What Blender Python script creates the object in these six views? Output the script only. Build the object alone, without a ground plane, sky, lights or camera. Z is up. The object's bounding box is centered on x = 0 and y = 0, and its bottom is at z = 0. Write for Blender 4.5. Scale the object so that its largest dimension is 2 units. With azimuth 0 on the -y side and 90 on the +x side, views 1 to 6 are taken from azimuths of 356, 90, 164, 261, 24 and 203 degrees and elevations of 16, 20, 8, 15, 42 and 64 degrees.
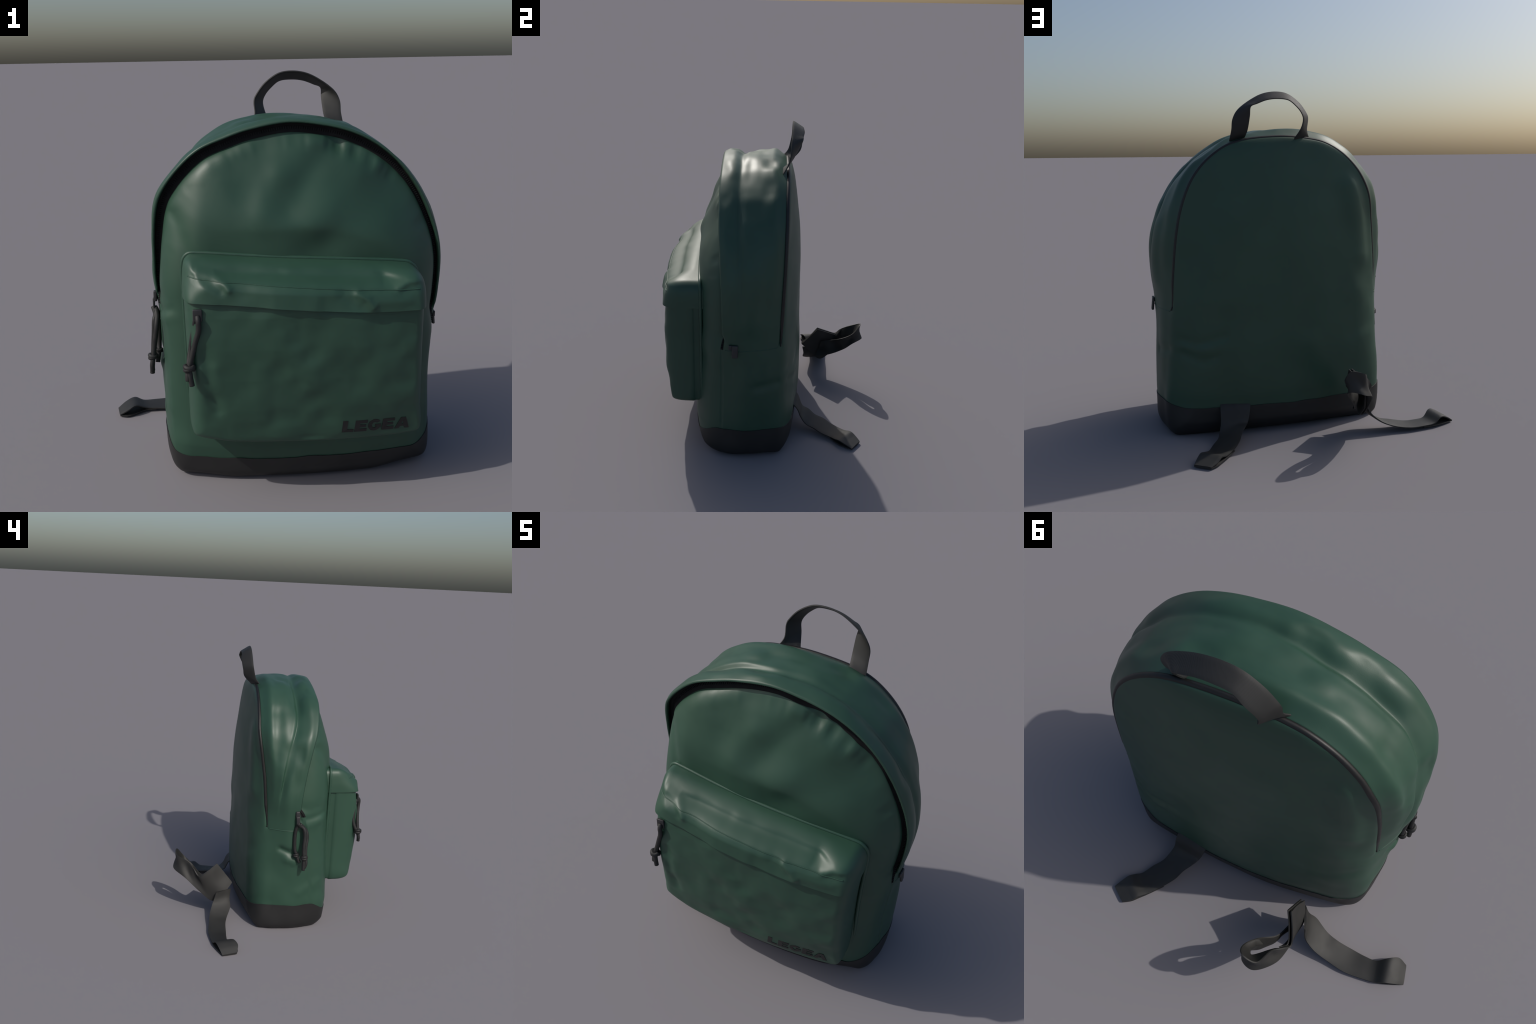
# Green zip backpack with a front pocket, black base, grab handle and loose webbing straps.
import bpy, bmesh, math
import numpy as np
from mathutils import Vector

for o in list(bpy.data.objects):
    bpy.data.objects.remove(o, do_unlink=True)

# ------------------------------------------------------------------ helpers
def smooth(a, b, x):
    t = np.clip((np.asarray(x, float) - a) / (b - a), 0, 1)   # also works for a > b (falling step)
    return t * t * (3 - 2 * t)

def spline(pts, u, closed=False):
    """Centripetal-free Catmull-Rom through pts (n,k); u in index units."""
    p = np.asarray(pts, float)
    if p.ndim == 1: p = p[:, None]
    n = len(p)
    u = np.asarray(u, float)
    i = np.floor(u).astype(int)
    if not closed: i = np.clip(i, 0, n - 2)
    t = (u - i)[:, None]
    def P(k):
        if closed: return p[k % n]
        q = p[np.clip(k, 0, n - 1)]
        q = np.where((k < 0)[:, None], 2 * p[0] - p[1], q)
        q = np.where((k > n - 1)[:, None], 2 * p[n - 1] - p[n - 2], q)
        return q
    a, b, c, d = P(i - 1), P(i), P(i + 1), P(i + 2)
    return 0.5 * (2 * b + (c - a) * t + (2 * a - 5 * b + 4 * c - d) * t * t + (3 * b - a - 3 * c + d) * t ** 3)

def even_params(pts, count, closed=False):
    """Index params spaced evenly by arc length."""
    n = len(pts)
    m = n if closed else n - 1
    uu = np.linspace(0, m, m * 24 + 1)
    q = spline(pts, np.minimum(uu, m - 1e-9) if not closed else uu, closed)
    L = np.concatenate([[0], np.cumsum(np.linalg.norm(np.diff(q, axis=0), axis=1))])
    tgt = np.linspace(0, L[-1], count + 1)[:-1] if closed else np.linspace(0, L[-1], count)
    return np.minimum(np.interp(tgt, L, uu), m - 1e-9)

def _hash(ix, iy, iz, seed):
    h = (ix * 374761393 + iy * 668265263 + iz * 2147483647 + seed * 974711) & 0xffffffff
    h = ((h ^ (h >> 13)) * 1274126177) & 0xffffffff
    return ((h ^ (h >> 16)) & 0xffff) / 32767.5 - 1.0

def vnoise(x, y, z, seed=0):
    x, y, z = np.broadcast_arrays(np.asarray(x, float), np.asarray(y, float), np.asarray(z, float))
    ix, iy, iz = (np.floor(v).astype(np.int64) for v in (x, y, z))
    fx, fy, fz = x - ix, y - iy, z - iz
    fx, fy, fz = (v ** 3 * (v * (6 * v - 15) + 10) for v in (fx, fy, fz))
    r = 0
    for dx in (0, 1):
        for dy in (0, 1):
            for dz in (0, 1):
                w = (fx if dx else 1 - fx) * (fy if dy else 1 - fy) * (fz if dz else 1 - fz)
                r = r + w * _hash(ix + dx, iy + dy, iz + dz, seed)
    return r

def poly_distance(px, pz, loop):
    """Distance of points to a closed polyline in the xz plane."""
    P = np.stack([np.ravel(px), np.ravel(pz)], 1)
    A = loop; B = np.roll(loop, -1, 0); D = B - A
    dd = (D ** 2).sum(1) + 1e-12
    out = np.empty(len(P))
    for k in range(0, len(P), 4000):
        q = P[k:k + 4000, None, :] - A[None]
        t = np.clip((q * D).sum(2) / dd, 0, 1)
        out[k:k + 4000] = np.sqrt((((q - t[..., None] * D) ** 2).sum(2)).min(1))
    return out.reshape(np.shape(px))

def seg_crease(px, pz, path, width):
    """Gaussian ridge mask along a hand-placed open path of (x,z) points."""
    best = np.full(np.shape(px), 9.0)
    for (ax, az), (bx, bz) in zip(path[:-1], path[1:]):
        dx, dz = bx - ax, bz - az
        t = np.clip(((px - ax) * dx + (pz - az) * dz) / (dx * dx + dz * dz), 0, 1)
        best = np.minimum(best, np.hypot(px - ax - t * dx, pz - az - t * dz))
    return np.exp(-(best / width) ** 2)

def puff(u, n):
    u = np.clip(u, 0, 1)
    return (1 - (1 - u) ** n) ** (1.0 / n)

def link(o, parent=None):
    bpy.context.scene.collection.objects.link(o)
    if parent is not None: o.parent = parent
    return o

def mesh_object(name, verts, faces, mat, parent, smooth_shade=True):
    me = bpy.data.meshes.new(name)
    me.from_pydata([tuple(map(float, v)) for v in verts], [], [tuple(map(int, f)) for f in faces])
    me.validate()
    if smooth_shade:
        me.polygons.foreach_set('use_smooth', [True] * len(me.polygons))
    me.materials.append(mat)
    me.update()
    return link(bpy.data.objects.new(name, me), parent)

def bm_object(name, bm, mat, parent, smooth_shade=True):
    me = bpy.data.meshes.new(name)
    bm.to_mesh(me); bm.free()
    if smooth_shade:
        me.polygons.foreach_set('use_smooth', [True] * len(me.polygons))
    me.materials.append(mat); me.update()
    return link(bpy.data.objects.new(name, me), parent)

def sharp_by_angle(o, deg):
    bm = bmesh.new(); bm.from_mesh(o.data)
    for e in bm.edges:
        if len(e.link_faces) == 2 and e.calc_face_angle(0) > math.radians(deg): e.smooth = False
    bm.to_mesh(o.data); bm.free()

def tube(name, path, radius, mat, parent, sides=10, count=None, closed=False, profile=None):
    path = np.asarray(path, float)
    if count:
        path = spline(path, even_params(path, count, closed), closed)
    n = len(path)
    T = np.gradient(path, axis=0)
    if closed: T = np.roll(path, -1, 0) - np.roll(path, 1, 0)
    T /= np.linalg.norm(T, axis=1)[:, None] + 1e-12
    N = np.zeros_like(path)
    ref = np.array([0.0, 0, 1]) if abs(T[0, 2]) < .9 else np.array([1.0, 0, 0])
    v = np.cross(T[0], ref); v /= np.linalg.norm(v)
    for i in range(n):
        v = v - T[i] * (v @ T[i]); v /= np.linalg.norm(v); N[i] = v
    Bn = np.cross(T, N)
    R = np.full(n, radius) if np.isscalar(radius) else np.asarray(radius, float)
    a = np.linspace(0, 2 * np.pi, sides, endpoint=False)
    V = path[:, None] + R[:, None, None] * (N[:, None] * np.cos(a)[None, :, None] + Bn[:, None] * np.sin(a)[None, :, None])
    V = V.reshape(-1, 3)
    F = []
    for i in range(n if closed else n - 1):
        j = (i + 1) % n
        for k in range(sides):
            l = (k + 1) % sides
            F.append((i * sides + k, i * sides + l, j * sides + l, j * sides + k))
    if not closed:
        F.append(tuple(range(sides))[::-1]); F.append(tuple((n - 1) * sides + k for k in range(sides)))
    return mesh_object(name, V, F, mat, parent)

def ribbon(name, edge_a, edge_b, thick, mat, parent, count=90, across=10, bow=0.0, bump=None):
    """Webbing band between two edge curves with matching control points; thick solid."""
    ea, eb = np.asarray(edge_a, float), np.asarray(edge_b, float)
    u = even_params((ea + eb) / 2, count)
    A, B = spline(ea, u), spline(eb, u)
    w = np.linspace(0, 1, across)
    S = A[:, None] * (1 - w)[None, :, None] + B[:, None] * w[None, :, None]
    T = np.gradient(S, axis=0); W = np.gradient(S, axis=1)
    N = np.cross(T, W); N /= np.linalg.norm(N, axis=2)[..., None] + 1e-12
    if bow: S = S + N * (bow * np.sin(np.pi * w))[None, :, None]
    if bump is not None: S = S + N * bump(np.linspace(0, 1, count)[:, None], w[None, :])[..., None]
    # rounded long edges: thickness fades at the selvedge
    h = thick / 2 * (1 - 0.45 * np.abs(2 * w - 1) ** 8)[None, :, None]
    top, bot = S + N * h, S - N * h
    V = np.concatenate([top.reshape(-1, 3), bot.reshape(-1, 3)])
    o = count * across
    idx = lambda i, j: i * across + j
    F = []
    for i in range(count - 1):
        for j in range(across - 1):
            F.append((idx(i, j), idx(i, j + 1), idx(i + 1, j + 1), idx(i + 1, j)))
            F.append((o + idx(i, j), o + idx(i + 1, j), o + idx(i + 1, j + 1), o + idx(i, j + 1)))
        for j in (0, across - 1):
            f = (idx(i, j), idx(i + 1, j), o + idx(i + 1, j), o + idx(i, j))
            F.append(f if j == 0 else f[::-1])
    for i in (0, count - 1):
        for j in range(across - 1):
            f = (idx(i, j), o + idx(i, j), o + idx(i, j + 1), idx(i, j + 1))
            F.append(f if i == 0 else f[::-1])
    ob = mesh_object(name, V, F, mat, parent)
    sharp_by_angle(ob, 50)
    return ob

# ---------------------------------------------------------------- materials
def material(name, col_a, col_b, rough, noise_scale=6.0, bump_scale=420.0, bump=0.04, weave=False, spec=0.5, rough_var=0.06, coat=0.0):
    m = bpy.data.materials.new(name); m.use_nodes = True
    nt = m.node_tree; N = nt.nodes; L = nt.links
    b = N['Principled BSDF']
    tc = N.new('ShaderNodeTexCoord')
    n1 = N.new('ShaderNodeTexNoise'); n1.inputs['Scale'].default_value = noise_scale; n1.inputs['Detail'].default_value = 4
    L.new(tc.outputs['Object'], n1.inputs['Vector'])
    cr = N.new('ShaderNodeValToRGB')
    cr.color_ramp.elements[0].position = .35; cr.color_ramp.elements[0].color = (*col_a, 1)
    cr.color_ramp.elements[1].position = .65; cr.color_ramp.elements[1].color = (*col_b, 1)
    L.new(n1.outputs['Fac'], cr.inputs['Fac']); L.new(cr.outputs['Color'], b.inputs['Base Color'])
    n2 = N.new('ShaderNodeTexNoise'); n2.inputs['Scale'].default_value = noise_scale * 2.3; n2.inputs['Detail'].default_value = 3
    L.new(tc.outputs['Object'], n2.inputs['Vector'])
    mr = N.new('ShaderNodeMapRange'); mr.inputs['To Min'].default_value = rough - rough_var; mr.inputs['To Max'].default_value = rough + rough_var
    L.new(n2.outputs['Fac'], mr.inputs['Value']); L.new(mr.outputs['Result'], b.inputs['Roughness'])
    b.inputs['Specular IOR Level'].default_value = spec
    b.inputs['Coat Weight'].default_value = coat
    if weave:
        t = N.new('ShaderNodeTexWave'); t.wave_type = 'BANDS'; t.bands_direction = 'DIAGONAL'
        t.inputs['Scale'].default_value = bump_scale; t.inputs['Distortion'].default_value = 1.5; src = t.outputs['Fac']
    else:
        t = N.new('ShaderNodeTexVoronoi'); t.inputs['Scale'].default_value = bump_scale; src = t.outputs['Distance']
    L.new(tc.outputs['Object'], t.inputs['Vector'])
    bp = N.new('ShaderNodeBump'); bp.inputs['Strength'].default_value = bump; bp.inputs['Distance'].default_value = .004
    L.new(src, bp.inputs['Height']); L.new(bp.outputs['Normal'], b.inputs['Normal'])
    return m

GREEN = material('green_coated_fabric', (.023, .064, .041), (.028, .074, .048), .46, 3.0, 300, .03)
BASE = material('black_coated_fabric', (.0145, .0145, .0145), (.018, .018, .018), .55, 5.0, 300, .04)
WEB = material('black_webbing', (.017, .017, .0165), (.022, .022, .021), .62, 9.0, 160, .10, weave=True)
TAPE = material('black_zipper_tape', (.007, .007, .008), (.010, .010, .011), .8, 12.0, 200, .10, weave=True, spec=.25)
PLASTIC = material('dark_grey_plastic', (.022, .022, .024), (.030, .030, .032), .45, 14.0, 400, .03)
CORD = material('black_cord', (.012, .012, .012), (.017, .017, .017), .6, 20.0, 300, .15, weave=True)
INK = material('black_print', (.007, .007, .007), (.010, .010, .010), .5, 20.0, 300, .02)

# ---------------------------------------------------------------- root
root = bpy.data.objects.new('backpack', None)
link(root)
root['label'] = 'dark green coated backpack with black base and loose straps'
root['category'] = 'backpack'

# ------------------------------------------------------------ body outlines
# xz outlines running from bottom centre up the left side, over the dome, down the right side.
MID = [(.15, 0), (-.2, 0), (-.44, 0), (-.51, .012), (-.545, .065), (-.556, .22), (-.556, .45), (-.553, .66), (-.556, .82),
       (-.576, .98), (-.576, 1.12), (-.570, 1.25), (-.546, 1.385), (-.507, 1.483), (-.434, 1.578), (-.334, 1.666), (-.207, 1.744),
       (-.08, 1.784), (.09, 1.798), (.26, 1.786), (.40, 1.742), (.52, 1.675), (.635, 1.58), (.735, 1.46), (.805, 1.33),
       (.845, 1.21), (.866, 1.08), (.865, .92), (.857, .8), (.853, .66), (.855, .45), (.860, .22), (.850, .065), (.815, .012),
       (.74, 0), (.5, 0)]
LIP = [(.15, 0), (-.2, 0), (-.42, 0), (-.49, .012), (-.525, .065), (-.538, .22), (-.540, .45), (-.541, .66), (-.550, .82),
       (-.574, .98), (-.574, 1.12), (-.569, 1.245), (-.550, 1.38), (-.512, 1.475), (-.43, 1.58), (-.33, 1.665), (-.205, 1.718),
       (-.09, 1.755), (.09, 1.785), (.26, 1.768), (.40, 1.732), (.52, 1.672), (.632, 1.58), (.728, 1.455), (.797, 1.32),
       (.840, 1.2), (.860, 1.08), (.857, .92), (.842, .8), (.828, .66), (.823, .45), (.832, .22), (.832, .065), (.80, .012),
       (.70, 0), (.5, 0)]
PIPE = [(.15, 0), (-.17, 0), (-.42, 0), (-.485, .010), (-.515, .06), (-.522, .22), (-.514, .45), (-.502, .66), (-.490, .82),
        (-.48, .98), (-.468, 1.12), (-.453, 1.25), (-.435, 1.38), (-.40, 1.475), (-.345, 1.565), (-.26, 1.65), (-.16, 1.71),
        (-.06, 1.737), (.1, 1.752), (.27, 1.744), (.39, 1.723), (.49, 1.678), (.59, 1.595), (.665, 1.49), (.718, 1.35),
        (.745, 1.22), (.762, 1.08), (.775, .92), (.783, .8), (.795, .66), (.810, .45), (.822, .22), (.815, .06), (.785, .010),
        (.71, 0), (.48, 0)]
LIP_Y = [-.28] * 5 + [-.27, -.25, -.21, -.175, -.17, -.185, -.205, -.235, -.265, -.288, -.298, -.30, -.30, -.30, -.30, -.30, -.30, -.298, -.292,
         -.282, -.275, -.27, -.267, -.267, -.265, -.265, -.27, -.28, -.28, -.28, -.28]
PIPE_Y = [.06] * 6 + [.05, .045, .045, .06, .07, .086, .105, .115, .112, .108, .104, .10, .10, .10, .10, .098, .096, .095,
          .092, .088, .082, .076, .071, .066, .06, .06, .06, .06, .06, .06]
NS = 760
us = even_params(MID, NS, True)
M2, F2, P2 = spline(MID, us, True), spline(LIP, us, True), spline(PIPE, us, True)
yF, yP = spline(LIP_Y, us, True)[:, 0], spline(PIPE_Y, us, True)[:, 0]
CENTRE = np.array([.15, .9])

def inward(loop, amount):
    T = np.roll(loop, -1, 0) - np.roll(loop, 1, 0)
    T /= np.linalg.norm(T, axis=1)[:, None]
    Nn = np.stack([T[:, 1], -T[:, 0]], 1)          # clockwise travel: inward is to the right
    s = np.sign(((CENTRE - loop) * Nn).sum(1))
    return loop + Nn * s[:, None] * np.asarray(amount)[:, None]

side_left = M2[:, 0] < .15
zipm = np.where(side_left, smooth(.84, .95, M2[:, 1]), smooth(.70, .86, M2[:, 1]))   # zipper present along the dome
arc = np.arange(NS) / NS

# ---- rows from front centre to back centre
rows, tags = [], []
gap_l = np.interp(M2[:, 1], [.8, 1.0, 1.25, 1.5, 1.7], [.018, .028, .048, .058, .056])
gap_r = np.interp(M2[:, 1], [.8, 1.2, 1.5, 1.7], [.034, .034, .038, .054])
gap_w = smooth(.35, .0, M2[:, 0])
E2 = inward(F2, .001 + (gap_l * gap_w + gap_r * (1 - gap_w)) * zipm)                 # edge of the front panel
yE = yF + (.010 + .018 * smooth(1.25, 1.6, M2[:, 1])) * zipm - .006
NFR = 70
rr = 1 - (1 - np.linspace(0, 1, NFR)) ** 1.7
rr[0] = .012
for r in rr:
    q = CENTRE + r * (E2 - CENTRE)
    rows.append([q[:, 0], np.zeros(NS), q[:, 1]]); tags.append('front')
FX = np.array([r[0] for r in rows]); FZ = np.array([r[2] for r in rows])
d = poly_distance(FX, FZ, E2)
dome = smooth(1.0, 1.5, FZ)
left_f = smooth(.0, -.35, FX)
right_f = smooth(.30, .60, FX)
Rr = .19 + (.36 - .26 * left_f - .16 * right_f) * dome
nn = 2.0 - .70 * dome + left_f * (1.0 - .6 * dome)
low = 1 - smooth(.0, .28, FZ)
Rr = Rr * (1 - low) + .024 * low + low * .08 * smooth(.35, .60, np.abs(FX - .15))
plane_f = np.interp(FZ, [0, .06, .2, .4, .9, 1.3, 1.5, 1.8], [-.455, -.472, -.488, -.484, -.458, -.450, -.442, -.43])
reach = plane_f + .085 * ((FX - .15) / .7) ** 2 - yE[None]       # depth still to go to the front plane
FY = yE[None] + reach * puff(d / Rr, nn)
# --- folds of the front panel (positive = towards the viewer)
def front_relief(x, z, d, arcv):
    r = np.zeros_like(x)
    pk = (vnoise(arcv * 46, 3.3, 0 * x, 5) + .8 * vnoise(arcv * 118, 1.7, 0 * x, 6)) * (.6 + .9 * vnoise(arcv * 24, 9.1, 0 * x, 7))
    edge = np.exp(-((d - .03) / .04) ** 2) * smooth(1.1, 1.35, z)
    r += .011 * pk * edge
    # long diagonal folds running down from the arch
    r += .012 * seg_crease(x, z, [(.03, 1.54), (-.02, 1.47), (-.05, 1.38)], .065)
    r -= .011 * seg_crease(x, z, [(.30, 1.68), (.18, 1.54), (.09, 1.39)], .062)
    r += .009 * seg_crease(x, z, [(.48, 1.60), (.34, 1.46), (.20, 1.31)], .075)
    r -= .006 * seg_crease(x, z, [(.60, 1.46), (.42, 1.32), (.20, 1.20)], .08)
    r += .008 * seg_crease(x, z, [(-.38, 1.50), (-.36, 1.30), (-.33, 1.18)], .07)
    r -= .010 * seg_crease(x, z, [(-.46, 1.36), (-.42, 1.25), (-.39, 1.15)], .035)
    r += .006 * vnoise(x * 5, 0 * x, z * 5, 11) * smooth(.02, .1, d)
    return r
FY = FY - front_relief(FX, FZ, d, np.broadcast_to(arc, FX.shape))
for k in range(NFR): rows[k][1] = FY[k]

# zipper tape: from panel edge back up under the lip
lip_in = inward(F2, .0005 + .011 * zipm)
for k in range(1, 5):
    t = k / 4
    q = E2 * (1 - t) + lip_in * t
    rows.append([q[:, 0], yE * (1 - t) + (yF + .034 * zipm) * t + .006 * zipm * math.sin(math.pi * t), q[:, 1]]); tags.append('tape')
# rolled lip edge
for (ofs, dy) in [(.012, .012), (.010, .000), (.005, -.006)]:
    q = inward(F2, ofs * zipm)
    rows.append([q[:, 0], yF + dy * zipm, q[:, 1]]); tags.append('gusset')

# gusset
NG = 64
for k in range(NG):
    t = k / (NG - 1)
    a = (np.clip((.42 - t) / .42, 0, 1)) ** 2.0
    b = (np.clip((t - .30) / .70, 0, 1)) ** (1.85 + .10 * smooth(0, .3, M2[:, 0]) + .6 * smooth(1.45, 1.7, M2[:, 1]))[:, None]
    q = M2 + (F2 - M2) * a + (P2 - M2) * b
    y = yF + (yP - yF) * t
    # lip band, stitched valley, puffed rear
    depth = (yP - yF)
    tv = (.112 + .034 * smooth(.20, -.20, M2[:, 0])) / depth
    up = smooth(.86, 1.2, M2[:, 1])
    var = .75 + .5 * vnoise(arc * 26, 2.2, 0 * arc, 21)
    left_dome = smooth(.30, -.10, M2[:, 0]) * smooth(1.15, 1.4, M2[:, 1])
    lft = smooth(.20, -.20, M2[:, 0])
    wid = np.where(t < tv, .06 + .05 * lft, .06 - .025 * lft)      # the rear cloth folds over the lip band on the left
    val = -(.013 + .010 * lft) * np.exp(-((t - tv) / wid) ** 2) * up * var - .018 * left_dome * np.exp(-((t - .42) / .18) ** 2) * (.8 + .4 * var)
    bul = .010 * math.sin(math.pi * min(1, max(0, (t - .3) / .7))) * up * (1 - left_dome) + (.010 + .013 * left_dome) * math.exp(-((t - .84) / .1) ** 2) * up + .007 * np.exp(-((t - .10) / .1) ** 2) * up
    q = inward(q, -(val + bul))
    rows.append([q[:, 0], y, q[:, 1]]); tags.append('gusset')
# piping groove
for (ofs, dy) in [(.010, .002), (.012, .008), (.006, .013)]:
    pm = np.where(side_left, smooth(.72, .80, M2[:, 1]), smooth(.70, .78, M2[:, 1]))
    q = inward(P2, ofs * pm)
    rows.append([q[:, 0], yP + dy, q[:, 1]]); tags.append('back')
NBK = 60
BE = inward(P2, .001 + .004 * pm); yB0 = yP + .016
rb = (1 - (1 - np.linspace(0, 1, NBK)) ** 1.6)[::-1]
rb[-1] = .012
BX, BZ = [], []
for r in rb:
    q = CENTRE + r * (BE - CENTRE); BX.append(q[:, 0]); BZ.append(q[:, 1])
BX, BZ = np.array(BX), np.array(BZ)
db = poly_distance(BX, BZ, BE)
domeb = smooth(.8, 1.5, BZ)
Rb = (.17 + .25 * domeb) * (1 - .75 * (1 - smooth(0, .2, BZ)))
plane_b = np.interp(BZ, [0, .08, .25, .53, .85, 1.14, 1.4, 1.8], [.165, .195, .208, .210, .206, .203, .190, .175]) - .17 * (BX - .15) ** 2
BY = yB0[None] + (plane_b - yB0[None]) * puff(db / Rb, 1.7 + .1 * domeb)
def back_relief(x, z):
    r = .005 * vnoise(x * 4, 7.7 + 0 * x, z * 4, 31)
    r -= .007 * seg_crease(x, z, [(.78, .60), (.66, .56), (.5, .60)], .03)
    r -= .007 * seg_crease(x, z, [(.76, .52), (.62, .46), (.55, .48)], .03)
    r += .004 * seg_crease(x, z, [(.75, .56), (.6, .53)], .03)
    r -= .004 * seg_crease(x, z, [(-.45, .62), (-.3, .55)], .04)
    r += .018 * seg_crease(x, z, [(-.37, 1.05), (-.35, 1.25), (-.30, 1.45)], .075)
    return r
BY = BY + back_relief(BX, BZ) * smooth(0, .08, db)
for k in range(NBK):
    rows.append([BX[k], BY[k], BZ[k]]); tags.append('back')

G = np.transpose(np.array(rows), (0, 2, 1))          # rows, NS, 3
NR = len(G)
def grid_normals(G):
    dt = np.gradient(G, axis=0)
    ds = np.roll(G, -1, 1) - np.roll(G, 1, 1)
    n = np.cross(ds, dt)
    n /= np.linalg.norm(n, axis=2)[..., None] + 1e-12
    c = G - np.array([.15, -.1, .9])
    if (n * c).sum() < 0: n = -n
    return n
Nn = grid_normals(G)
# round off the body below zipper and piping, where no seam interrupts the cloth
iP = next(i for i, t in enumerate(tags) if t == 'back'); iF = next(i for i, t in enumerate(tags) if t == 'gusset')
ri = np.arange(NR)[:, None]
soft = np.clip(1 - np.abs(ri - iP - 1) / 16, 0, 1) * (1 - pm)[None] + np.clip(1 - np.abs(ri - iF + 1) / 16, 0, 1) * (1 - zipm)[None]
soft = (np.minimum(1, 1.5 * soft) * smooth(.004, .05, G[..., 2]))[..., None]
for _ in range(80):
    G[1:-1] += .5 * soft[1:-1] * (.5 * (G[2:] + G[:-2]) - G[1:-1])
Nn = grid_normals(G)
# side dents and lower wrinkles: displacement along the normal
X, Y, Z = G[..., 0], G[..., 1], G[..., 2]
tagarr = np.array(tags)
side = (np.abs(Nn[..., 0]) ** 2)
gus = (smooth(iF, iF + 14, np.arange(NR)) * smooth(iP, iP - 14, np.arange(NR)))[:, None] * np.ones((1, NS))
disp = gus * .007 * vnoise(X * 5, Y * 9, Z * 5, 41)
disp += gus * smooth(1.0, 1.4, Z) * .008 * vnoise(X * 9, Y * 14, Z * 9, 42)
body_low = smooth(.16, .26, Z) * (1 - smooth(.80, .95, Z))
def side_crease(path, width, left):
    m = seg_crease(Y, Z, path, width)
    return m * smooth(.3, .8, np.abs(Nn[..., 0])) * ((X < .15) if left else (X > .15))
disp += -.014 * side_crease([(-.12, .62), (-.20, .58), (-.05, .64)], .022, True)
disp += .010 * side_crease([(-.10, .56), (-.16, .54)], .03, True)
disp += -.007 * side_crease([(-.18, .86), (-.26, .87), (-.36, .90)], .024, True)
disp += .004 * side_crease([(-.20, .80), (-.33, .84)], .03, True)
disp += .006 * side_crease([(-.20, .30), (-.34, .38)], .04, True)
disp += -.008 * side_crease([(.06, .52), (-.06, .50)], .03, False)
disp += body_low * .005 * vnoise(X * 6, Y * 6, Z * 6, 43)
rec = np.isin(tagarr, ['tape'])[:, None]
disp = np.where(rec, 0, disp)
# keep the borders of the opening where they are
G = G + Nn * disp[..., None]
G[..., 2] = np.maximum(G[..., 2], 0.0)
Nn = grid_normals(G)

def seam_height(x, y):
    front = smooth(-.30, -.44, y) if False else 1 - smooth(-.45, -.30, y)
    back = smooth(.05, .18, y)
    return .203 - .068 * front - .028 * back

probe = np.cross(G[41, 0] - G[40, 0], G[40, 1] - G[40, 0])
FLIP = (probe @ Nn[40, 0]) < 0          # keep the winding of the grid faces outward

def quad(i, j):
    k = (j + 1) % NS
    f = (i * NS + j, (i + 1) * NS + j, (i + 1) * NS + k, i * NS + k)
    return f[::-1] if FLIP else f

def grid_part(name, r0, r1, mat, cap0=None, cap1=None):
    V = G[r0:r1 + 1].reshape(-1, 3); Nv = Nn[r0:r1 + 1].reshape(-1, 3)
    keep_z = V[:, 2] > seam_height(V[:, 0], V[:, 1]) - .022
    F = []
    n = r1 - r0 + 1
    for i in range(n - 1):
        for j in range(NS):
            f = quad(i, j)
            if keep_z[f[0]] or keep_z[f[1]] or keep_z[f[2]] or keep_z[f[3]]: F.append(f)
    if cap0: F.append(tuple(range(NS))[::1 if not FLIP else -1])
    if cap1: F.append(tuple((n - 1) * NS + j for j in range(NS))[::-1 if not FLIP else 1])
    used = np.zeros(len(V), bool)
    for f in F: used[list(f)] = True
    remap = np.cumsum(used) - 1
    F = [tuple(remap[list(f)]) for f in F]
    o = mesh_object(name, V[used], F, mat, root)
    o.data.normals_split_custom_set_from_vertices([tuple(v) for v in Nv[used]])
    return o

i_f = [i for i, t in enumerate(tags) if t == 'front']; i_t = [i for i, t in enumerate(tags) if t == 'tape']
i_g = [i for i, t in enumerate(tags) if t == 'gusset']; i_b = [i for i, t in enumerate(tags) if t == 'back']

grid_part('front_panel', i_f[0], i_f[-1], GREEN, cap0=True)
grid_part('back_panel', i_b[0], i_b[-1], GREEN, cap1=True)

def split_rows(name_a, name_b, r0, r1, mask, mat_a, mat_b):
    """Rows that change material along the outline (tape only where the zipper runs)."""
    for nm, mm, mk in ((name_a, mat_a, mask), (name_b, mat_b, ~mask)):
        V = G[r0:r1 + 1]; F = []; n = r1 - r0 + 1
        for i in range(n - 1):
            for j in range(NS):
                if mk[j]:
                    f = quad(i, j)
                    p = V.reshape(-1, 3)[list(f)]
                    if (p[:, 2] > seam_height(p[:, 0], p[:, 1]) - .022).any(): F.append(f)
        used = np.zeros(n * NS, bool)
        for f in F: used[list(f)] = True
        remap = np.cumsum(used) - 1
        o = mesh_object(nm, V.reshape(-1, 3)[used], [tuple(remap[list(f)]) for f in F], mm, root)
        o.data.normals_split_custom_set_from_vertices([tuple(v) for v in Nn[r0:r1 + 1].reshape(-1, 3)[used]])
zip_mask = zipm > .25
split_rows('zipper_tape', 'lower_side_panel', i_f[-1], i_g[0], zip_mask, TAPE, GREEN)
grid_part('gusset', i_g[0], i_b[0], GREEN)

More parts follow.
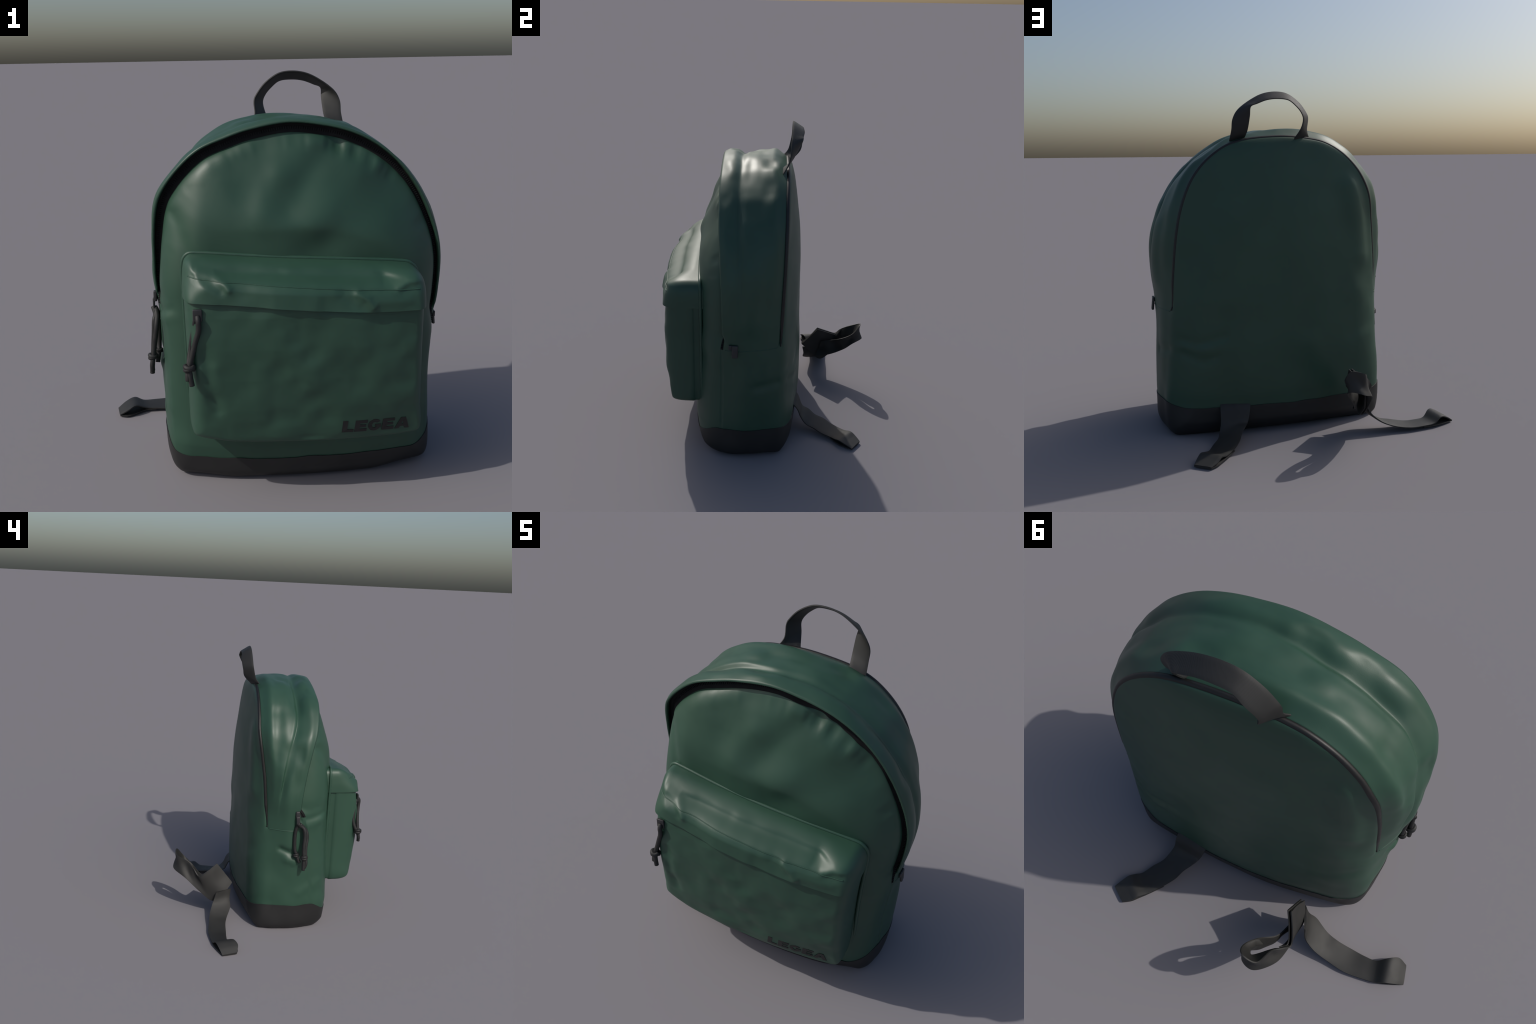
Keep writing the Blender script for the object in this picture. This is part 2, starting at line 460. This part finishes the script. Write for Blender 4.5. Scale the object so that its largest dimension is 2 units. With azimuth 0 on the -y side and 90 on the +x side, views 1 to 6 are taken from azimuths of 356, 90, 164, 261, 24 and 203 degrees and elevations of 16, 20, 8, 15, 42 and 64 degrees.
# zipper teeth: a row of small blocks along the tape
mid_tape = G[i_t[1]]
zi = np.where(zip_mask)[0]
zpath = mid_tape[zi]
zL = np.concatenate([[0], np.cumsum(np.linalg.norm(np.diff(zpath, axis=0), axis=1))])
bm = bmesh.new()
count = int(zL[-1] / .011)
for k in range(count):
    s = (k + .5) / count * zL[-1]
    p = np.array([np.interp(s, zL, zpath[:, c]) for c in range(3)])
    p2 = np.array([np.interp(s + .004, zL, zpath[:, c]) for c in range(3)])
    t = p2 - p; t /= np.linalg.norm(t) + 1e-9
    ac = np.cross(t, [0, 1, 0]); ac /= np.linalg.norm(ac) + 1e-9
    up = np.array([0, -1.0, 0])
    vs = []
    for a, b_, c in [(-1, -1, -1), (1, -1, -1), (1, 1, -1), (-1, 1, -1), (-1, -1, 1), (1, -1, 1), (1, 1, 1), (-1, 1, 1)]:
        vs.append(bm.verts.new(tuple(p + t * a * .003 + ac * b_ * .007 + up * (c * .003 + .002))))
    for f in [(0, 3, 2, 1), (4, 5, 6, 7), (0, 1, 5, 4), (1, 2, 6, 5), (2, 3, 7, 6), (3, 0, 4, 7)]:
        bm.faces.new([vs[i] for i in f])
teeth = bm_object('zipper_teeth', bm, TAPE, root, False); teeth['kind'] = 'stuff'

# ------------------------------------------------------------------- base
bm = bmesh.new()
off = .0045
Vb = G + Nn * off
Vb[..., 2] = np.where(G[..., 2] < .004, np.minimum(Vb[..., 2], G[..., 2]), Vb[..., 2])
Vb[..., 2] = np.maximum(Vb[..., 2], 0)
sel = Vb[..., 2] < .34
vid = {}
for i in range(NR - 1):
    for j in range(NS):
        k = (j + 1) % NS
        c4 = [(i, j), (i + 1, j), (i + 1, k), (i, k)]
        if all(sel[a] for a in c4):
            vv = []
            for a in c4:
                if a not in vid: vid[a] = bm.verts.new(tuple(Vb[a]))
                vv.append(vid[a])
            try: bm.faces.new(vv)
            except ValueError: pass
sh = lambda v: float(seam_height(v.co.x, v.co.y) + .004 * vnoise(v.co.x * 11, v.co.y * 11, 0.0, 51))
for v in bm.verts: v.co.z -= sh(v)
bmesh.ops.bisect_plane(bm, geom=bm.verts[:] + bm.edges[:] + bm.faces[:], plane_co=(0, 0, 0), plane_no=(0, 0, 1), clear_outer=True)
for v in bm.verts: v.co.z += sh(v)
bmesh.ops.remove_doubles(bm, verts=bm.verts[:], dist=.0004)
rim = [e for e in bm.edges if e.is_boundary]
ex = bmesh.ops.extrude_edge_only(bm, edges=rim)
for g in ex['geom']:
    if isinstance(g, bmesh.types.BMVert):
        v = Vector((g.co.x - .15, g.co.y + .12, 0)); v.normalize(); g.co -= v * .010
bmesh.ops.recalc_face_normals(bm, faces=bm.faces[:])
base = bm_object('base', bm, BASE, root); sharp_by_angle(base, 50)

# ----------------------------------------------------------- piping, seams
pm = np.where((P2[:, 0] < .15), P2[:, 1] > .785, P2[:, 1] > .75)
ip = np.where(pm)[0]
row_p = i_b[1]
pp = G[row_p, ip] + Nn[row_p, ip] * .006
pr = .0128 * np.minimum(1, np.minimum(np.arange(len(ip)) + 1, len(ip) - np.arange(len(ip))) / 30 + .25)
tube('piping', pp, pr, INK, root, 10)

def side_line(zlev, left):
    """Horizontal stitched seam across the gusset at a given height."""
    pts = []
    for r in i_g[4:] + i_b[:1]:
        col = G[r]; m = (col[:, 0] < .15) if left else (col[:, 0] > .15)
        ii = np.where(m)[0]; j = ii[np.argmin(abs(col[ii, 2] - zlev))]
        pts.append(G[r, j] - Nn[r, j] * .0012)
    return np.array(pts)[::4]
for left, zl in ((True, .785), (False, .745)):
    tube('side_seam', side_line(zl, left), .0035, GREEN, root, 8, 60)

# ----------------------------------------------------------------- pocket
PK = [(.15, .300), (-.25, .312), (-.375, .327), (-.409, .37), (-.415, .50), (-.414, .72), (-.418, .95), (-.418, 1.10), (-.40, 1.178),
      (-.33, 1.188), (-.1, 1.172), (.15, 1.155), (.4, 1.138), (.60, 1.118), (.668, 1.098), (.698, 1.04), (.700, .92), (.698, .75), (.702, .55),
      (.708, .37), (.693, .310), (.62, .297), (.45, .295)]
NPK = 560
up_ = even_params(PK, NPK, True)
K2 = spline(PK, up_, True)
PC = np.array([.15, .72])
def pocket_surface(r, extra):
    """Rows of the pocket shell, extra = outward offset."""
    K = inward_c(K2, -extra * .3)
    q = PC[None, None] + r[:, None, None] * (K[None] - PC[None, None])
    x, z = q[..., 0], q[..., 1]
    dd = poly_distance(x, z, K)
    ztop = 1.16 - .065 * (x - .1)
    top = smooth(-.17, -.02, z - ztop)
    bot = 1 - smooth(.34, .46, z)
    mid_top = top * smooth(.64, .48, x)                       # sloped in the middle, boxy at the right end
    R = .068 + .112 * mid_top + .02 * top - .034 * bot + .04 * smooth(-.2, -.38, x) * (1 - smooth(.5, .8, z))
    n = 2.8 - .95 * mid_top + .4 * bot
    front = np.interp(z, [.28, .36, .5, .65, .8, .95, 1.05, 1.2], [-.640, -.654, -.671, -.680, -.680, -.670, -.652, -.63])
    front = front + .036 * ((x - .12) / .5) ** 2
    back = -.462
    y = back + (front - extra - back) * puff(dd / R, n)
    lum = smooth(.02, .10, dd)
    rel = .006 * vnoise(x * 6, 0 * x, z * 6, 61) + .004 * vnoise(x * 13, 0 * x, z * 13, 62)
    rel += -.010 * seg_crease(x, z, [(-.33, .80), (-.31, .62), (-.28, .50)], .03)
    # creases of the flap: sunk line under the top edge, pinched corners
    sunk = smooth(-.36, -.2, x) * smooth(.62, .5, x)
    rel += sunk * (-.013 * np.exp(-((ztop - z - .040) / .014) ** 2) + .007 * np.exp(-((ztop - z - .072) / .016) ** 2))
    rel += .008 * seg_crease(x, z, [(-.35, 1.150), (-.28, 1.142), (-.235, 1.112), (-.215, 1.085)], .016)
    rel -= .009 * seg_crease(x, z, [(-.365, 1.130), (-.30, 1.112), (-.25, 1.080)], .020)
    rel += .007 * seg_crease(x, z, [(.66, 1.085), (.60, 1.085), (.55, 1.060)], .016)
    rel -= .008 * seg_crease(x, z, [(.64, 1.062), (.57, 1.048), (.50, 1.080)], .022)
    rel += .009 * seg_crease(x, z, [(.36, 1.050), (.405, 1.020), (.43, .985)], .017)
    rel -= .006 * seg_crease(x, z, [(.30, 1.040), (.37, .990)], .030)
    rel += .004 * seg_crease(x, z, [(.45, 1.005), (.60, 1.000)], .022)
    lum = smooth(.012, .05, dd) * (1 - top) + smooth(.005, .03, dd) * top
    return np.stack([x, y - rel * lum, z], 2)
def inward_c(loop, amount):
    T = np.roll(loop, -1, 0) - np.roll(loop, 1, 0); T /= np.linalg.norm(T, axis=1)[:, None]
    Nq = np.stack([T[:, 1], -T[:, 0]], 1)
    s = np.sign(((PC - loop) * Nq).sum(1))
    return loop + Nq * s[:, None] * amount
rp = 1 - (1 - np.linspace(0, 1, 120)) ** 1.8
rp[0] = .01
def polar_bm(S):
    bm = bmesh.new()
    n, m = S.shape[:2]
    vs = [[bm.verts.new(tuple(S[i, j])) for j in range(m)] for i in range(n)]
    bm.faces.new(vs[0])
    for i in range(n - 1):
        for j in range(m):
            k = (j + 1) % m
            bm.faces.new((vs[i][j], vs[i + 1][j], vs[i + 1][k], vs[i][k]))
    bmesh.ops.recalc_face_normals(bm, faces=bm.faces[:])
    return bm
def with_groove(S, extra):
    out = [S]
    topside = smooth(1.06, 1.12, K2[:, 1])
    for ins, y in ((.003, -.458), (.006, -.450), (.006, -.42), (.006, -.36)):
        q = inward_c(K2, (ins * (1 - topside) * (extra == 0) - extra * .3)[:, None])
        out.append(np.stack([q[:, 0], np.full(len(q), y), q[:, 1]], 1)[None])
    return np.concatenate(out)
FLAP = .020
pocket = bm_object('pocket', polar_bm(with_groove(pocket_surface(rp, 0.0), 0.0)), GREEN, root)
flap_z = lambda x: 1.025 - .07 * smooth(-.45, .65, x)
bm = polar_bm(with_groove(pocket_surface(rp, FLAP), FLAP))
for v in bm.verts: v.co.z -= float(flap_z(v.co.x))
bmesh.ops.bisect_plane(bm, geom=bm.verts[:] + bm.edges[:] + bm.faces[:], plane_co=(0, 0, 0), plane_no=(0, 0, -1), clear_outer=True)
for v in bm.verts: v.co.z += float(flap_z(v.co.x))
rim = [e for e in bm.edges if e.is_boundary and all(v.co.z < 1.045 for v in e.verts)]
ex = bmesh.ops.extrude_edge_only(bm, edges=rim)
for g in ex['geom']:
    if isinstance(g, bmesh.types.BMVert):
        v = Vector((g.co.x - .15, 0, 0)); g.co.y += .020; g.co.x -= .018 * (1 if v.x > .5 else -1 if v.x < -.5 else 0)
bmesh.ops.recalc_face_normals(bm, faces=bm.faces[:])
flap = bm_object('pocket_flap', bm, GREEN, root); sharp_by_angle(flap, 55)
# sewn flange round the pocket
fl = inward_c(K2, (-.004 - .004 * smooth(1.0, 1.12, K2[:, 1]))[:, None])
flm = [(p[0], -.448 + .06 * ((p[0] - .15) / .7) ** 2, p[1]) for p in fl]
tube('pocket_seam', np.array(flm), .010, GREEN, root, 10, closed=True)
# stitch line on the flap
S = pocket_surface(rp, FLAP)
def on_pocket(x, z, extra):
    dist = (S[..., 0] - x) ** 2 + (S[..., 2] - z) ** 2
    w = np.exp(-dist / .006 ** 2)
    return (0, (S[..., 1] * w).sum() / w.sum(), 0)
xs = np.linspace(-.395, .655, 90)
st = []
for x in xs:
    zz = float(np.interp(x, [-.41, -.21, .06, .33, .59, .66], [1.128, 1.110, 1.088, 1.063, 1.048, 1.046]))
    p = on_pocket(x, zz, FLAP); st.append((x, p[1] - .0002, zz))
st = np.array(st)
tube('flap_seam', st, .003, GREEN, root, 6, 160)

# ----------------------------------------------------------------- lettering
def letter_shapes():
    def arc_pts(cx, cz, rx, rz, a0, a1, n):
        return [(cx + rx * math.cos(math.radians(a0 + (a1 - a0) * i / (n - 1))), cz + rz * math.sin(math.radians(a0 + (a1 - a0) * i / (n - 1)))) for i in range(n)]
    Lq = [[(0, 0), (.95, 0), (.95, .26), (.42, .26), (.42, 1), (0, 1)]]
    Eq = [[(0, 0), (1.05, 0), (1.05, .25), (.42, .25), (.42, .39), (.95, .39), (.95, .61), (.42, .61), (.42, .75), (1.05, .75), (1.05, 1), (0, 1)]]
    outer = arc_pts(.56, .5, .56, .52, 38, 330, 26)
    inn = arc_pts(.56, .5, .24, .25, 300, 45, 16)
    Gq = [outer + [(1.12, .22), (1.12, .55), (.60, .55), (.60, .36), (.74, .36)] + inn]
    Aq = [[(0, 0), (.38, 0), (.46, .2), (.80, .2), (.88, 0), (1.28, 0), (.86, 1), (.42, 1)], [(.53, .40), (.63, .72), (.73, .40)]]
    return [(Lq, 1.0), (Eq, 1.1), (Gq, 1.18), (Eq, 1.1), (Aq, 1.28)]
Sp = pocket_surface(rp, 0.0)
def pocket_front(x, z):
    dist = (Sp[..., 0] - x) ** 2 + (Sp[..., 2] - z) ** 2
    i = np.unravel_index(np.argmin(dist), dist.shape); return Sp[i][1]
Hh, gap = .062, .05
shapes = letter_shapes(); total = sum(w for _, w in shapes) + gap * 4
kx = .335 / total
cur = 0.0
for polys, w in shapes:
    cu = bpy.data.curves.new('letter', 'CURVE'); cu.dimensions = '2D'; cu.fill_mode = 'BOTH'; cu.extrude = .0014
    for poly in polys:
        sp = cu.splines.new('POLY'); sp.points.add(len(poly) - 1); sp.use_cyclic_u = True
        for pnt, (a, c) in zip(sp.points, poly):
            pnt.co = ((a + cur + .10 * c) * kx, c * Hh, 0, 1)
    tmp = bpy.data.objects.new('letter_curve', cu); link(tmp)
    dg = bpy.context.evaluated_depsgraph_get()
    me = bpy.data.meshes.new_from_object(tmp.evaluated_get(dg)); me.name = 'letter'
    bpy.data.objects.remove(tmp, do_unlink=True)
    for v in me.vertices:
        lx, lz, ly = v.co.x, v.co.y, v.co.z
        X_ = .298 + lx; Z_ = .362 + lz - .018 * lx / .33
        v.co = (X_, pocket_front(X_, Z_) - .0008 - ly, Z_)
    me.materials.clear(); me.materials.append(INK)
    bm = bmesh.new(); bm.from_mesh(me); bmesh.ops.recalc_face_normals(bm, faces=bm.faces[:]); bm.to_mesh(me); bm.free()
    link(bpy.data.objects.new('letter', me), root)
    cur += w + gap

# ----------------------------------------------------------------- handle
HA = [(-.062, .072, 1.735), (-.034, .108, 1.785), (-.035, .125, 1.85), (-.022, .13, 1.885), (.023, .132, 1.942), (.09, .132, 1.988), (.16, .131, 2.0),
      (.239, .13, 1.988), (.313, .125, 1.951), (.381, .12, 1.899), (.413, .118, 1.845), (.418, .105, 1.785), (.425, .075, 1.725)]
HB = [(.05, .13, 1.735), (.026, .185, 1.792), (.016, .198, 1.843), (.03, .205, 1.88), (.06, .208, 1.915), (.105, .200, 1.95), (.17, .198, 1.957),
      (.23, .196, 1.95), (.285, .194, 1.93), (.322, .190, 1.912), (.322, .165, 1.86), (.326, .125, 1.79), (.335, .07, 1.74)]
ribbon('handle', HA, HB, .010, WEB, root, 120, 12)

# ----------------------------------------------------------------- straps
SA = [(.525, .150, .215), (.533, .20, .165), (.537, .226, .105), (.553, .262, .06), (.572, .312, .042), (.61, .362, .03), (.645, .42, .024), (.675, .445, .03), (.70, .468, .038), (.722, .50, .03), (.751, .55, .012)]
SB = [(.345, .150, .215), (.355, .205, .175), (.378, .240, .100), (.405, .285, .085), (.437, .328, .062), (.462, .385, .048), (.503, .439, .031), (.56, .51, .026), (.60, .555, .040), (.628, .585, .026), (.668, .61, .012)]
strap = ribbon('strap', SA, SB, .011, WEB, root, 110, 12)
ribbon('strap', [tuple(np.array(p) + [0, 0, -.012]) for p in SA[6:]], [tuple(np.array(p) + [0, 0, -.014]) for p in SB[6:]], .009, WEB, root, 50, 10) if False else None
# folded lower layer at the strap end
def fold(a, b, name):
    lo = lambda e: [(p[0], p[1], .007 + .002 * i) for i, p in enumerate(e[::-1])][::-1]
    return ribbon(name, lo(a), lo(b), .009, WEB, root, 60, 10)
fold(SA[6:], SB[6:], 'strap_fold')

TA = [(-.311, .377, .205), (-.318, .393, .155), (-.337, .409, .115), (-.395, .430, .070), (-.478, .442, .038), (-.572, .454, .024), (-.66, .448, .022), (-.733, .438, .026), (-.785, .424, .055), (-.835, .405, .040), (-.883, .384, .008)]
TB = [(-.262, .262, .215), (-.290, .273, .147), (-.337, .271, .097), (-.414, .304, .052), (-.487, .321, .038), (-.579, .327, .020), (-.65, .332, .020), (-.712, .329, .028), (-.765, .296, .060), (-.812, .270, .045), (-.862, .282, .012)]
ribbon('strap', TA, TB, .011, WEB, root, 120, 12)
fold(TA[6:], TB[6:], 'strap_fold')
# knotted part of the loose strap: double sheet running into a closed loop
UA = [(-.222, .368, .397), (-.262, .44, .355), (-.285, .505, .328), (-.255, .545, .375), (-.212, .588, .418), (-.177, .670, .459), (-.10, .666, .480), (-.082, .615, .420), (-.125, .548, .362), (-.20, .487, .31), (-.235, .40, .28)]
UB = [(-.250, .252, .258), (-.285, .325, .175), (-.272, .400, .122), (-.268, .500, .20), (-.246, .607, .300), (-.170, .687, .345), (-.105, .676, .365), (-.095, .622, .335), (-.150, .568, .262), (-.20, .470, .19), (-.235, .36, .15)]
ribbon('strap_loop', UA, UB, .011, WEB, root, 150, 14, bow=-.010, bump=lambda u, w: .006 * np.sin(u * 41 + 3 * w) * np.sin(np.pi * w) * smooth(.28, .4, u))
# inner fall of the crumpled loop, leaving only a small hole
UC = [(-.215, .555, .33), (-.185, .585, .345), (-.135, .632, .37), (-.118, .618, .37), (-.118, .592, .355), (-.160, .556, .32)]
ribbon('strap_loop', [tuple(np.array(p) - [0, 0, .004]) for p in UA[3:9]], UC, .009, WEB, root, 90, 10)
ribbon('strap_loop', [tuple(np.array(p) + [.018, 0, -.002]) for p in UA[:4]], [tuple(np.array(p) + [.018, 0, -.002]) for p in UB[:4]], .009, WEB, root, 60, 12)

# ----------------------------------------------------------------- zip pulls
def block(name, centre, size, mat, bevel=.004, rot=(0, 0, 0)):
    bm = bmesh.new(); bmesh.ops.create_cube(bm, size=1)
    for v in bm.verts: v.co = Vector((v.co.x * size[0], v.co.y * size[1], v.co.z * size[2]))
    bmesh.ops.bevel(bm, geom=bm.edges[:], offset=bevel, segments=3, profile=.5, affect='EDGES')
    o = bm_object(name, bm, mat, root); o.location = centre; o.rotation_euler = rot
    return o
def knot(name, c, r, mat, axis_tilt=0.0):
    c = np.array(c)
    th = np.linspace(0, 4 * np.pi, 60)
    pts = np.stack([c[0] + r * np.cos(th), c[1] + r * np.sin(th), c[2] + r * .55 * (th / (4 * np.pi) * 2 - 1) + .2 * r * np.sin(th * 1.5)], 1)
    return tube(name, pts, r * .62, mat, root, 10)
CR = .0125
# main zipper, left side
block('zipper_slider', (-.576, -.150, .905), (.018, .030, .055), PLASTIC, .005, (math.radians(-4), 0, 0))
block('zipper_tab', (-.585, -.153, .865), (.010, .026, .060), PLASTIC, .004, (math.radians(-4), 0, 0))
tube('pull_cord', [(-.580, -.160, .848), (-.572, -.152, .825), (-.568, -.141, .775), (-.568, -.140, .70), (-.570, -.145, .64), (-.572, -.160, .605), (-.577, -.170, .575), (-.580, -.182, .552)], CR, CORD, root, 10, 60)
tube('pull_cord', [(-.590, -.152, .848), (-.582, -.168, .828), (-.578, -.190, .815), (-.584, -.204, .79), (-.588, -.208, .735), (-.594, -.202, .67), (-.600, -.206, .60), (-.606, -.206, .55), (-.609, -.206, .503)], CR, CORD, root, 10, 70)
tube('pull_cord', [(-.576, -.168, .84), (-.570, -.195, .815), (-.572, -.220, .78), (-.578, -.226, .73), (-.588, -.218, .67), (-.598, -.218, .60), (-.606, -.222, .555), (-.606, -.214, .522)], CR, CORD, root, 10, 60)
knot('cord_knot', (-.600, -.208, .597), .017, CORD); knot('cord_knot', (-.574, -.152, .607), .014, CORD)
# pocket pull
block('zipper_tab', (-.356, -.640, .968), (.042, .012, .058), PLASTIC, .004, (0, 0, 0))
tube('pull_cord', [(-.356, -.642, .965), (-.353, -.656, .945), (-.354, -.654, .90), (-.370, -.648, .845), (-.388, -.648, .775), (-.401, -.652, .725), (-.398, -.660, .68), (-.392, -.664, .640)], CR, CORD, root, 10, 70)
tube('pull_cord', [(-.362, -.634, .955), (-.370, -.622, .925), (-.384, -.614, .85), (-.392, -.612, .80), (-.400, -.624, .755), (-.404, -.644, .72), (-.409, -.655, .69), (-.409, -.659, .664)], CR, CORD, root, 10, 60)
knot('cord_knot', (-.402, -.650, .722), .018, CORD)
# right end of the main zipper
block('zipper_tab', (.861, -.195, .750), (.014, .036, .078), PLASTIC, .005, (0, math.radians(-6), 0))
block('zipper_slider', (.857, -.222, .775), (.012, .022, .030), PLASTIC, .004)
